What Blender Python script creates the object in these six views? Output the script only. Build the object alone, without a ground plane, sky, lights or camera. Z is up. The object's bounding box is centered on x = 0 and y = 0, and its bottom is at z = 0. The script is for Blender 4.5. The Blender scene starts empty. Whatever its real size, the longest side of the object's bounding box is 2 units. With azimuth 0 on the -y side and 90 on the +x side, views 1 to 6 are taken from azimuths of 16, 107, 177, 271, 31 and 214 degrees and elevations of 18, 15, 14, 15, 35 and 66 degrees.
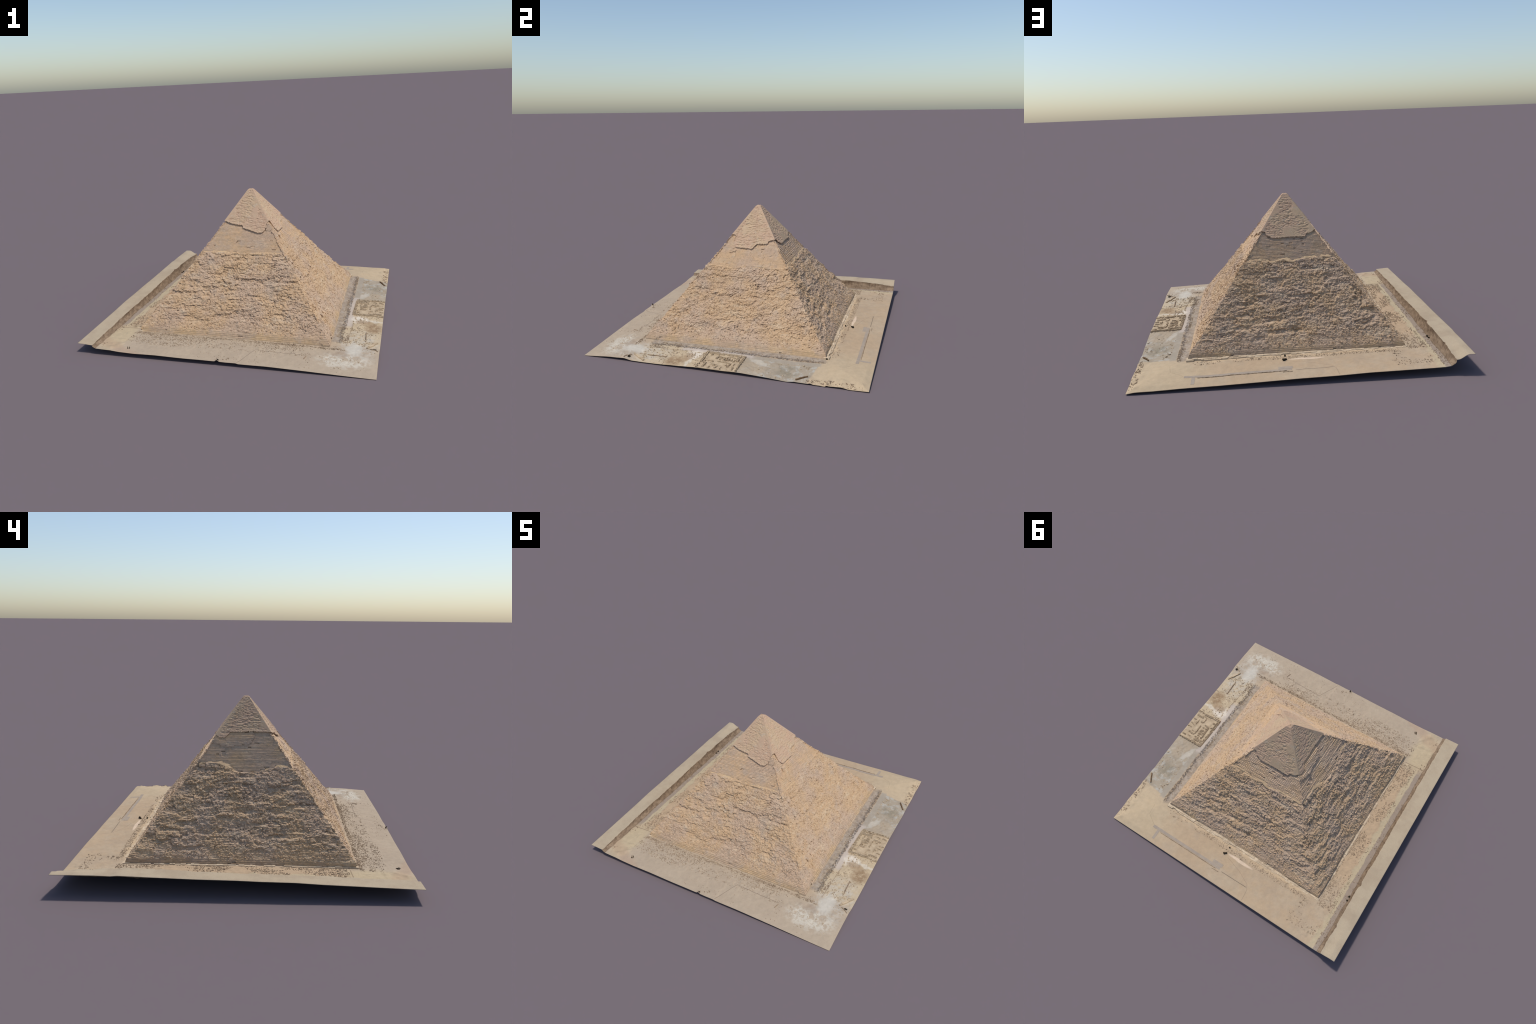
"""A weathered stone pyramid with a smooth pale cap, standing on a square of desert
with a rock-cut scarp on its west side and a small ruined temple on its east side."""
import bpy
import math
import numpy as np

RNG = np.random.default_rng(7)

# ----------------------------------------------------------------- noise
_TAB = np.random.default_rng(11).random(4096).astype(np.float64)


def _h(i, j, seed):
    n = (i * 73856093) ^ (j * 19349663) ^ (seed * 83492791)
    n = (n ^ (n >> 13)) * 1274126177
    return _TAB[(n ^ (n >> 16)) & 4095]


def vnoise(x, y, seed=0):
    """smooth value noise in 0..1"""
    x, y = np.broadcast_arrays(np.asarray(x, float), np.asarray(y, float))
    i, j = np.floor(x).astype(np.int64), np.floor(y).astype(np.int64)
    u, v = x - i, y - j
    u, v = u * u * u * (u * (u * 6 - 15) + 10), v * v * v * (v * (v * 6 - 15) + 10)
    a = _h(i, j, seed) * (1 - u) + _h(i + 1, j, seed) * u
    b = _h(i, j + 1, seed) * (1 - u) + _h(i + 1, j + 1, seed) * u
    return a * (1 - v) + b * v


def fbm(x, y, seed=0, octaves=4):
    """fractal noise, about -1..1"""
    t, a, n = 0.0, 1.0, 0.0
    for k in range(octaves):
        t = t + a * (vnoise(x * 2**k + 17.3 * k, y * 2**k - 9.1 * k, seed + k) * 2 - 1)
        n += a
        a *= 0.55
    return t / n * 1.6


def ridged(x, y, seed=0, octaves=3):
    t, a, n = 0.0, 1.0, 0.0
    for k in range(octaves):
        t = t + a * (1 - np.abs(vnoise(x * 2**k + 3.7 * k, y * 2**k + 8.9 * k, seed + k) * 2 - 1))
        n += a
        a *= 0.5
    return t / n


def smooth(a, b, x):
    t = np.clip((np.asarray(x, float) - a) / (b - a), 0, 1)
    return t * t * (3 - 2 * t)


def bump(x, y, cx, cy, r):
    return np.exp(-((x - cx) ** 2 + (y - cy) ** 2) / (r * r))


# ----------------------------------------------------------------- meshes
def new_object(name, mesh, parent, material, kind=None, flat=True):
    ob = bpy.data.objects.new(name, mesh)
    bpy.context.scene.collection.objects.link(ob)
    if parent:
        ob.parent = parent
    if material and not mesh.materials:
        mesh.materials.append(material)
    if kind:
        ob["kind"] = kind
    mesh.polygons.foreach_set("use_smooth", np.full(len(mesh.polygons), not flat))
    return ob


def quad_mesh(name, verts, quads):
    verts, quads = np.asarray(verts, np.float32), np.asarray(quads, np.int32)
    me = bpy.data.meshes.new(name)
    me.vertices.add(len(verts))
    me.vertices.foreach_set("co", verts.ravel())
    me.loops.add(quads.size)
    me.loops.foreach_set("vertex_index", quads.ravel())
    me.polygons.add(len(quads))
    me.polygons.foreach_set("loop_start", np.arange(len(quads), dtype=np.int32) * 4)
    me.update(calc_edges=True)
    me.validate()
    return me


def grid_quads(rows, cols, wrap=False, start=0):
    r = np.arange(rows - 1)[:, None]
    c = np.arange(cols if wrap else cols - 1)[None, :]
    d = (c + 1) % cols
    q = np.stack([r * cols + c, r * cols + d, (r + 1) * cols + d, (r + 1) * cols + c], -1)
    return q.reshape(-1, 4) + start


BOX = np.array([[0, 1, 5, 4], [1, 2, 6, 5], [2, 3, 7, 6], [3, 0, 4, 7], [4, 5, 6, 7], [3, 2, 1, 0]])


def boxes_mesh(name, corners):
    """corners: (n, 8, 3), bottom ring then top ring, counter-clockwise seen from above"""
    n = len(corners)
    q = BOX[None] + np.arange(n)[:, None, None] * 8
    return quad_mesh(name, corners.reshape(-1, 3), q.reshape(-1, 4))


# ----------------------------------------------------------------- the pyramid's measures
APEX_Z, SLOPE, TOP_HALF = 0.953, 0.73, 0.0135
CENTRE = (0.0, -0.006)
# the four sides: outward direction, and the direction that runs along the side
SIDES = {"south": ((0, -1), (1, 0)), "east": ((1, 0), (0, 1)), "north": ((0, 1), (-1, 0)), "west": ((-1, 0), (0, -1))}


def half(z):
    """half width of the finished pyramid at height z"""
    return TOP_HALF + SLOPE * (APEX_Z - z)


# lower border of the surviving casing on each side: (place along the side, height)
CASING = {
    "south": [(-.167, .741), (-.091, .722), (-.02, .713), (-.018, .697), (.032, .687), (.073, .674), (.103, .668), (.131, .673), (.150, .692), (.155, .725), (.17, .744)],
    "east": [(-.17, .744), (-.134, .742), (-.138, .72), (-.143, .692), (-.122, .660), (.012, .655), (.045, .689), (.128, .693), (.134, .712), (.182, .724)],
    "north": [(-.182, .724), (-.153, .72), (-.15, .70), (-.12, .690), (-.115, .682), (-.06, .68), (-.012, .683), (.112, .682), (.122, .698), (.16, .706), (.182, .721)],
    "west": [(-.182, .721), (-.162, .706), (-.13, .707), (-.104, .728), (-.098, .739), (.045, .744), (.167, .741)],
}
# upper border of the rough, robbed masonry on each side
LEDGE = {
    "south": [(-.32, .540), (-.25, .543), (-.1, .543), (.045, .539), (.233, .546), (.32, .537)],
    "east": [(-.32, .532), (-.23, .530), (-.1, .525), (0, .538), (.1, .536), (.246, .538), (.31, .549)],
    "north": [(-.31, .550), (-.236, .558), (-.172, .556), (-.13, .543), (-.096, .545), (-.044, .557), (.018, .541), (.106, .560), (.19, .562), (.29, .562)],
    "west": [(-.29, .563), (-.224, .569), (-.151, .567), (-.098, .55), (-.064, .523), (.012, .515), (.1, .525), (.171, .539), (.211, .550), (.32, .546)],
}


def along(table, side, s):
    pts = np.array(table[side])
    return np.interp(s, pts[:, 0], pts[:, 1])


def place(side, s, d, z):
    """point at s along a side, d out from the axis, z up"""
    (nx, ny), (tx, ty) = SIDES[side]
    return np.stack([CENTRE[0] + s * tx + d * nx, CENTRE[1] + s * ty + d * ny, np.broadcast_to(z, np.shape(s))], -1)


SEED = {"south": 100, "east": 200, "north": 300, "west": 400}
ROUGH = {"south": 0.92, "east": 0.72, "north": 0.95, "west": 0.98}


def recess(side, s, z):
    """how far the masonry stands out of (+) or back from (-) the finished plane"""
    k = SEED[side]
    led = along(LEDGE, side, s) + 0.004 * fbm(s * 40, z * 0 + 1.7, k + 3, 2)
    corner = np.clip(1 - (half(z) - np.abs(s)) / 0.06, 0, 1)
    # stepped, tidy masonry that stood behind the casing
    tidy = -0.0080 + 0.0022 * fbm(s * 14, z * 22, k + 5, 3) + .0014 * fbm(s * 45, z * 60, k + 6, 2)
    lip = np.interp(s, *np.array(CASING[side]).T) - z
    tidy = tidy - .0045 * smooth(.03, .012, lip)
    if side == "west":      # a patch of backing stones is left below the casing
        low = np.interp(s, [-.19, -.103, .023, .05, .06], [.672, .649, .667, .69, .74])
        tidy = tidy + 0.009 * smooth(0, .006, z - low - .003 * fbm(s * 60, z * 60, 9, 2)) * (s < .056) * (1 - .35 * vnoise(s * 90, z * 110, 5))
        tidy = tidy - 0.007 * bump(s, z * 1.0, -.135, .612, .014)
    if side == "east":
        tidy = tidy + 0.008 * ((z < .648 + .35 * (s + .12)) & (z > .612 + .36 * (s + .19)) & (s > -.188) & (s < -.12))
    if side == "south":
        tidy = tidy + 0.008 * smooth(.15, .158, s) * smooth(.682, .69, z + .012 * fbm(s * 50, z * 50, 4, 2)) - .006 * bump(s, z, .205, .62, .008)
    # robbed masonry: ledges, bays and groups of stones that broke away together
    r = ROUGH[side]
    warp = .02 * fbm(s * 9, z * 6, k + 15, 2)
    big = 0.005 * fbm(s * 5.5, z * 9, k + 11, 3)
    ph = z * 9.5 + 1.0 * fbm(s * 2.6, z * 2.5, k + 20, 4)
    tread = side in ("north", "west")      # flat-topped ledges there, undercut bands on the others
    shelf = (0.0068 if tread else 0.0058) * (((ph if tread else -ph) % 1.0) ** 1.6 - 0.4)
    ph2 = z * 27 + 1.2 * fbm(s * 11, z * 8, k + 22, 3)
    shelf2 = 0.0042 * ((((ph2 if tread else -ph2) % 1.0) ** 1.5) - 0.4) * smooth(.35, .6, vnoise(s * 6, z * 9, k + 23))
    group = np.floor(z / .0156)
    cell = np.floor((s + warp) / .021 + .37 * group)
    lumps = 0.0062 * (_h(cell.astype(np.int64), group.astype(np.int64), k + 30) - .5) * smooth(.3, .65, vnoise(s * 8 + 4, z * 11, k + 24))
    bays = -0.009 * smooth(.60, .80, vnoise(s * 9, z * 32, k + 32)) + 0.004 * (ridged(s * 11, z * 38, k + 31, 3) - .62)
    fine = 0.0026 * fbm(s * 46, z * 90, k + 41, 2)
    low = smooth(.085, .15, z)
    rough = 0.001 + r * (0.25 + 0.75 * low) * (big + shelf + shelf2 + lumps + bays + fine) + (0.000 if side in ("north", "west") else -.006) * np.exp(-((led - z) / .03) ** 2) * (1 - corner)
    rough = rough - .004 * corner ** 2 * low
    # the lowest courses stand almost upright, so the faces swell above the foot
    upright = {"south": .35, "east": .25, "north": .75, "west": .95}[side]
    side_ends = .25 + .75 * smooth(.3, .85, np.abs(s) / half(z))
    rough = rough + upright * side_ends * .73 * .026 * smooth(.03, .075, z) * smooth(.33, .09, z)
    if side == "west":
        rough = rough + .007 * side_ends * np.exp(-((z - .24) / .14) ** 2)
    if side == "south":
        rough = rough + .009 * smooth(-.15, -.5, s) * np.exp(-((z - .2) / .13) ** 2)
    if side == "north":     # robbers' hollow round the entrance
        rough = rough - 0.016 * bump(s, (z - .155) * .9, .015, 0, .035) - .008 * bump(s, z, .47, .14, .05)
    return np.where(z < led, rough, tidy), led


# ----------------------------------------------------------------- stone courses
def course_heights():
    z, out = 0.036, []
    while z < 0.77:
        step = 0.0078 + 0.0022 * float(smooth(0.13, 0.03, z)) + RNG.uniform(-.0007, .0007)
        out.append((z, z + step))
        z += step
    return out


def build_masonry():
    rough_boxes, tidy_boxes, base_boxes = [], [], []
    for side in SIDES:
        for z0, z1 in COURSES:
            zm = (z0 + z1) / 2
            ledger = RNG.normal(0, .0006)
            reach = float(half(zm)) + 0.002
            widths = RNG.uniform(.0065, .0165, int(2 * reach / .0065) + 4) * (2.2 if zm > .50 else 1.0 if zm > .085 else 2.0)
            s = -reach + RNG.uniform(-.012, 0) + np.concatenate([[0], np.cumsum(widths)])
            s0, s1 = s[:-1], s[1:]
            keep = s0 < reach
            s0, s1 = np.clip(s0[keep], -reach, reach), np.clip(s1[keep], -reach, reach)
            keep = s1 - s0 > .002
            s0, s1 = s0[keep], s1[keep]
            sm = (s0 + s1) / 2
            keep = zm < along(CASING, side, sm) + 0.016
            s0, s1, sm = s0[keep], s1[keep], sm[keep]
            if not len(sm):
                continue
            off, led = recess(side, sm, np.full_like(sm, zm))
            is_rough = zm < led
            loose = np.where(is_rough, 1.0 if zm > .085 else .35, .22)
            n = len(sm)
            off = off + loose * RNG.normal(0, .0013, n) + np.where(is_rough, 0, ledger)
            gone = RNG.random(n) < np.where(is_rough, .03, .025)
            off = off - np.where(gone, RNG.uniform(.004, .011, n), 0)
            off = off + np.where(is_rough & (zm > .085), RNG.uniform(-.001, .0022, n), 0)
            d1 = half(zm) + off
            # corners of the stones: slightly askew, broken boxes
            ends = np.abs(sm) > reach - .012
            e0 = np.where(ends & (sm < 0), -(reach + off * .8), s0)
            e1 = np.where(ends & (sm > 0), reach + off * .8, s1)
            j = lambda a: RNG.normal(0, 1, n) * a * loose
            back = d1 * 0 + half(zm) - 0.05
            back = np.minimum(back, d1 - .02)
            inner = np.clip(1 - .05 / np.maximum(half(zm), .06), .3, 1)
            c = np.empty((n, 8, 3))
            slant = np.where(is_rough, .0021 if zm > .075 else .0010, .0012)
            za, zb = z0 - .0006, z1 + .0004
            c[:, 0] = place(side, e0 + j(.0007), d1 + slant + j(.0008), za + 0 * sm)
            c[:, 1] = place(side, e1 + j(.0007), d1 + slant + j(.0008), za + 0 * sm)
            c[:, 2] = place(side, e1 * inner, back, za + 0 * sm)
            c[:, 3] = place(side, e0 * inner, back, za + 0 * sm)
            c[:, 4] = place(side, e0 + j(.0010), d1 - slant + j(.0010), zb + j(.0009))
            c[:, 5] = place(side, e1 + j(.0010), d1 - slant + j(.0010), zb + j(.0009))
            c[:, 6] = place(side, e1 * inner, back, zb + j(.0004))
            c[:, 7] = place(side, e0 * inner, back, zb + j(.0004))
            base = zm < .075
            if base:
                base_boxes.append(c)
            else:
                rough_boxes.append(c[is_rough & (RNG.random(n) < .16)])
                tidy_boxes.append(c[~is_rough])
    return [np.concatenate(b) for b in (rough_boxes, tidy_boxes, base_boxes)]


def build_broken_faces():
    """the robbed faces between the single stones: courses, broken groups and crumbled rock in one skin"""
    per, rows = 400, 250
    lines = []
    ring = []
    for side in SIDES:
        u = np.linspace(-1, 1, per, endpoint=False)
        ring.append((side, u))
    tops = {}
    for i, (side, u) in enumerate(ring):
        led = along(LEDGE, side, u * .30)
        end = (led[-1] + along(LEDGE, ring[(i + 1) % 4][0], -.30)) / 2
        start = (led[0] + along(LEDGE, ring[i - 1][0], .30)) / 2
        tops[side] = led + (start - led[0]) * smooth(-.92, -1, u) + (end - led[-1]) * smooth(.92, 1, u) - .002
    for r in range(rows):
        v = r / (rows - 1)
        line = []
        for side, u in ring:
            sd = SEED[side]
            z = .064 + (tops[side] - .064) * v
            s = u * half(z)
            off, _ = recess(side, s, np.minimum(z, along(LEDGE, side, s) - .0005))
            zw = z + .0016 * fbm(s * 24, z * 30, sd + 61, 2)
            course = np.floor(zw / .0079)
            f = zw / .0079 - course
            worn = smooth(.25, .6, vnoise(s * 10 + 2, z * 16, sd + 62))
            low = smooth(.10, .16, z)
            step = (f - .5) * .0040 * (.35 + .65 * worn)
            cell = np.floor(s / .0125 + _h(course.astype(np.int64), course.astype(np.int64) * 0, sd + 63) * 7)
            stone = (_h(cell.astype(np.int64), course.astype(np.int64), sd + 64) - .5) * .0052 * (.3 + .7 * smooth(.35, .65, vnoise(s * 19, z * 26, sd + 65)))
            crumbs = .0042 * (ridged(s * 48, z * 100, sd + 66, 3) - .6) + .0022 * fbm(s * 120, z * 150, sd + 67, 2)
            hole = -.007 * smooth(.70, .80, vnoise(s * 36, z * 84, sd + 68)) * smooth(.40, .6, vnoise(s * 7, z * 12, sd + 69))
            d = half(z) + off + step + (.4 + .6 * low) * (stone + crumbs + hole)
            line.append(place(side, u * (d * .5 + half(z) * .5 + off * .5), d, z + .0009 * fbm(s * 80, z * 80, sd + 70, 1)))
        lines.append(np.concatenate(line))
    # closed at top and bottom towards the core
    inner_top = np.concatenate([place(side, u * (half(tops[side]) - .034), half(tops[side]) - .034, tops[side] + .001) for side, u in ring])
    inner_low = np.concatenate([place(side, u * (half(.064) - .034), half(.064) - .034, .064 + 0 * u) for side, u in ring])
    lines = [inner_low] + lines + [inner_top]
    return quad_mesh("broken_faces", np.concatenate(lines), grid_quads(len(lines), per * 4, wrap=True))


def build_rubble_on_faces():
    """broken stones and chips that lie on the treads of the robbed masonry"""
    out = []
    for side in SIDES:
        n = int(1500 * ROUGH[side])
        z = .08 + (.47) * RNG.random(n) ** 1.25
        s = RNG.uniform(-1, 1, n) * (half(z) - .004)
        off, led = recess(side, s, z)
        ok = z < led - .004
        z, s, off = z[ok], s[ok], off[ok]
        n = len(z)
        c = place(side, s, half(z) + off + RNG.uniform(-.001, .0035, n), z)
        out.append(stones(c, RNG.uniform(.002, .0052, n), RNG))
    return np.concatenate(out)


def stones(centres, size, rng):
    """broken boxes of random turn and shape round the given centres"""
    n = len(centres)
    unit = np.array([[-1, -1, -1], [1, -1, -1], [1, 1, -1], [-1, 1, -1], [-1, -1, 1], [1, -1, 1], [1, 1, 1], [-1, 1, 1]], float)
    v = unit[None] * rng.uniform(.55, 1.0, (n, 8, 3)) * np.stack([rng.uniform(.7, 1.4, n), rng.uniform(.7, 1.2, n), rng.uniform(.45, .9, n)], -1)[:, None]
    a, t = rng.uniform(0, 6.283, n), rng.normal(0, .3, n)
    ct, st = np.cos(t)[:, None], np.sin(t)[:, None]
    x, y, z = v[..., 0], v[..., 1] * ct - v[..., 2] * st, v[..., 1] * st + v[..., 2] * ct
    ca, sa = np.cos(a)[:, None], np.sin(a)[:, None]
    v = np.stack([x * ca - y * sa, x * sa + y * ca, z], -1)
    return v * size[:, None, None] + centres[:, None]


def build_casing():
    """the casing: one shell round the top, thick at its broken lower border"""
    per, rows = 150, 110
    ring = []
    for side in SIDES:
        u = np.linspace(-1, 1, per, endpoint=False)
        pts = np.array(CASING[side])
        ub = pts[:, 0] / half(pts[:, 1])
        ub[0], ub[-1] = -1, 1
        step = np.floor(u * 34) / 34 * 17 + SEED[side]
        zb = np.interp(u, ub, pts[:, 1]) + (.0060 * (vnoise(step * 3.1, step * 0 + .5, 3) - .5) + .0022 * (vnoise(u * 45, u * 0, SEED[side]) - .5)) * (1 - np.abs(u) ** 8)
        ring.append((side, u, zb))
    ztop = 0.946
    verts = []
    for k in range(rows + 3):
        line = []
        for side, u, zb in ring:
            if k < 3:                                   # broken underside, going inwards
                z = zb + (0.0045, .0015, 0)[k]
                inset = (0.026, .018, -.0004)[k]
                d = half(z) - inset
                line.append(place(side, u * d, d, z))
                continue
            v = ((k - 2) / rows) ** .95
            z = zb + (ztop - zb) * v
            s = u * half(z)
            edge = smooth(0, .03, half(z) - np.abs(s)) * smooth(0, .016, z - zb)
            edge = np.maximum(edge, .55 * smooth(.84, .93, z) * smooth(0, .006, half(z) - np.abs(s)))
            sd = SEED[side]
            mid = {"south": .20, "east": .26, "north": -.10, "west": .30}[side]
            patch = smooth(.34, .60, vnoise(s * 17, z * 14, sd + 50) + mid * smooth(1, .75, np.abs(u)) + .22 * smooth(.07, .02, np.abs(s + .01)) + .3 * smooth(.8, .88, z))
            pits = np.clip(ridged(s * 30, z * 120, sd + 60, 3) - .52, 0, 1) * .010 + np.clip(vnoise(s * 75, z * 230, sd + 70) - .45, 0, 1) * .006
            wave = .0013 * fbm(s * 9, z * 9, sd + 80, 2)
            joint = .0006 * (np.abs(((z - .6) / .0078) % 1.0 - .5) > .42)
            d = half(z) + .002 - edge * (patch * pits + joint) + wave * edge
            line.append(place(side, u * (half(z) + .002), d, z))
        verts.append(np.concatenate(line))
    # worn, blunt tip
    for z, f in ((.9495, .86), (.9525, .55), (.9535, .08)):
        line = []
        for side, u, _ in ring:
            h = half(.946) * f
            line.append(place(side, u * h, np.full_like(u, h), z + .0012 * (vnoise(u * 9 + SEED[side], u * 0, 2) - .8)))
        verts.append(np.concatenate(line))
    cols = per * 4
    v = np.concatenate(verts)
    return quad_mesh("casing", v, grid_quads(len(verts), cols, wrap=True))


def build_core():
    """solid heart of the pyramid, just behind the stones"""
    v = []
    for z in (0.0, .04, .3, .5, .66, .9):
        h = half(z) - .03
        v += [(CENTRE[0] + sx * h, CENTRE[1] + sy * h, max(z, .012)) for sx, sy in ((-1, -1), (1, -1), (1, 1), (-1, 1))]
    q = grid_quads(6, 4, wrap=True).tolist() + [[20, 21, 22, 23]]
    return quad_mesh("core", v, q)


def build_drift():
    """sand and chips banked on the ledge above the robbed masonry"""
    per, verts = 240, []
    prof = [(.000, .015), (.003, .0105), (.0065, .006), (.0095, .0025), (.0118, -.001), (.0125, -.006), (.004, -.010)]
    ring = []
    for side in SIDES:
        u = np.linspace(-1, 1, per, endpoint=False)
        led = along(LEDGE, side, u * .30)
        ring.append((side, u, led))
    zc = {s: l for s, _, l in ring}
    names = list(SIDES)
    for out, up in prof:
        line = []
        for i, (side, u, led) in enumerate(ring):
            nxt, prv = ring[(i + 1) % 4][2], ring[i - 1][2]
            end = (led[-1] + nxt[0]) / 2
            start = (led[0] + prv[-1]) / 2
            l = led + (start - led[0]) * smooth(-.9, -1, u) + (end - led[-1]) * smooth(.9, 1, u)
            sd = SEED[side]
            amount = .62 + .38 * fbm(u * 6, u * 0, sd + 90, 3)
            if side == "west":
                amount = amount * np.interp(u, [-1, -.3, -.2, -.1, .25, .4, 1], [1.1, 1.1, .8, .0, .0, .4, .7])
            if side == "south":
                amount = amount * .62
            if side == "east":
                amount = amount * np.interp(u, [-1, .2, .6, 1], [.5, .5, .2, .4])
            amount = np.clip(amount, -.3, 1.25) * (1 - .9 * smooth(.9, 1, np.abs(u)))
            z = l - .004 + up * (.25 + amount) + .0012 * fbm(u * 40, u * 0 + up * 90, sd + 95, 2)
            d = half(z) - .0110 + out * amount + .001 * fbm(u * 50, u * 0 + up * 70, sd + 97, 2) - (amount < .08) * .01
            line.append(place(side, u * (d + .001), d, z))
        verts.append(np.concatenate(line))
    return quad_mesh("sand_drift", np.concatenate(verts), grid_quads(len(prof), per * 4, wrap=True)[:, ::-1])


# ----------------------------------------------------------------- the plot of desert
def plain_height(x, y):
    """height of the desert floor east of the scarp"""
    r = np.maximum(np.abs(x), np.abs(y))
    inn = .043 - .004 * x - .004 * smooth(.3, .7, x) - .004 * smooth(.3, .7, -y) + .001 * smooth(.3, .7, y)
    so = np.interp(x, [-1, -.87, -.757, -.69, -.59, -.43, -.23, -.01, .057, .125, .142, .32, .58, .79, 1],
                   [.048, .047, .042, .036, .032, .034, .0295, .0295, .0275, .028, .0235, .0235, .0155, .0075, .001])
    no = np.interp(x, [-1, -.87, -.83, -.62, -.4, -.2, 0, .22, .457, .69, .85, .957, 1],
                   [.056, .054, .049, .046, .0445, .038, .0355, .029, .0225, .019, .0135, .0135, .0065])
    ea = np.interp(y, [-1, -.906, -.80, -.68, -.628, -.53, -.384, -.163, -.13, .06, .128, .2, .37, .476, .53, .596, .68, .726, .762, .83, .869, .93, 1],
                   [.001, .007, .015, .018, .0085, .0075, .009, .019, .020, .019, .0215, .020, .011, .002, .0085, .006, .005, .003, .009, .012, .003, .004, .0065])
    we = .050 + 0 * y
    # blend the sides over the diagonals so that no crease is left
    wx = smooth(-.09, .09, np.abs(x) - np.abs(y))
    o = np.where(x > 0, ea, we) * wx + np.where(y > 0, no, so) * (1 - wx)
    t = np.clip((r - .68) / .32, 0, 1) ** (1 + .25 * smooth(.2, .7, y) * smooth(.2, -.2, np.abs(x) - np.abs(y)))
    z = inn * (1 - t) + o * t
    # gentle swell inside the north-east corner
    z = z + .009 * smooth(.45, .8, y) * smooth(.55, .85, x) * smooth(1.0, .95, np.maximum(x, y)) * smooth(.68, .76, r)
    return z


SCARP_Y = [-1, -.5, -.15, .22, .45, .62, .78, .9, 1]
SCARP_Z = [.0695, .088, .092, .104, .114, .113, .107, .098, .092]


def ground_detail(x, y):
    away = smooth(.69, .72, np.maximum(np.abs(x), np.abs(y)))
    z = .0022 * fbm(x * 6, y * 6, 701, 3) + .0007 * fbm(x * 45, y * 45, 702, 2)
    # stony strips along the south and west feet
    stony = smooth(.70, .74, -y) * smooth(.90, .82, -y) + smooth(.70, .72, -x) * smooth(.83, .78, -x)
    z = z + .0035 * np.clip(stony, 0, 1) * np.clip(fbm(x * 26, y * 26, 703, 3), -.3, 1)
    # mounds and a pit in the south-west corner
    for cx, cy, r, h in ((-.735, -.91, .020, .007), (-.775, -.955, .018, .006), (-.750, -.835, .016, .005), (-.79, -.90, .014, .004), (-.658, -.931, .008, -.010), (-.867, .56, .012, -.004)):
        z = z + h * bump(x, y, cx, cy, r)
    z = z + .0045 * smooth(.78, .84, x) * fbm(x * 24, y * 18, 706, 4) * smooth(.62, .55, np.abs(y + .05))
    # quarried humps at the eastern rim
    rim = smooth(.90, .985, x)
    z = z + rim * (.008 * np.clip(fbm(y * 22 + 3, x * 22, 704, 3), -.25, 1) * smooth(.60, .66, y) + .009 * bump(y, 0, -.69, 0, .03) + .008 * bump(y, 0, .75, 0, .012))
    z = z - .006 * bump(x, y, .93, -.34, .04) - .004 * bump(x, y, .93, .50, .05) + .006 * smooth(.90, .99, x) * bump(y, 0, .60, 0, .03)
    z = z + .003 * bump(x, y, .09, -.96, .03)
    edge = smooth(1.0, .965, np.maximum(x, np.abs(y)))
    return z * away * (.15 + .85 * edge) + .012 * bump(x, y, .0, -1.0, .010) + .006 * smooth(.93, 1, x) * (bump(y, 0, .633, 0, .012) + bump(y, 0, .738, 0, .008))


def floor_at(x, y):
    return np.maximum(plain_height(x, y) + ground_detail(x, y), .0008)


def foot_x(y):
    return -.867 + .004 * fbm(y * 9, y * 0 + 4, 711, 3)


def crest_x(y):
    return -.890 + .0016 * fbm(y * 60, y * 0 + 2, 713, 3) + .0035 * fbm(y * 12, y * 0 + 9, 712, 5) - .010 * np.exp(-((y - .44) / .018) ** 2) - .008 * np.exp(-((y - .79) / .012) ** 2)


def sheet(name, X, Y, Z):
    """a layer of ground: its top surface, its rim and its underside"""
    rows, cols = X.shape
    top = np.stack([X, Y, Z], -1).reshape(-1, 3)
    low = top.copy()
    low[:, 2] = np.maximum(low[:, 2] - .002, 0)
    n = len(top)
    q = grid_quads(rows, cols)
    idx = np.arange(n).reshape(rows, cols)
    loop = np.concatenate([idx[0, :], idx[1:, -1], idx[-1, -2::-1], idx[-2:0:-1, 0]])
    nxt = np.roll(loop, -1)
    rim = np.stack([loop, loop + n, nxt + n, nxt], -1)
    return quad_mesh(name, np.concatenate([top, low]), np.concatenate([q, q[:, ::-1] + n, rim]))


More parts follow.
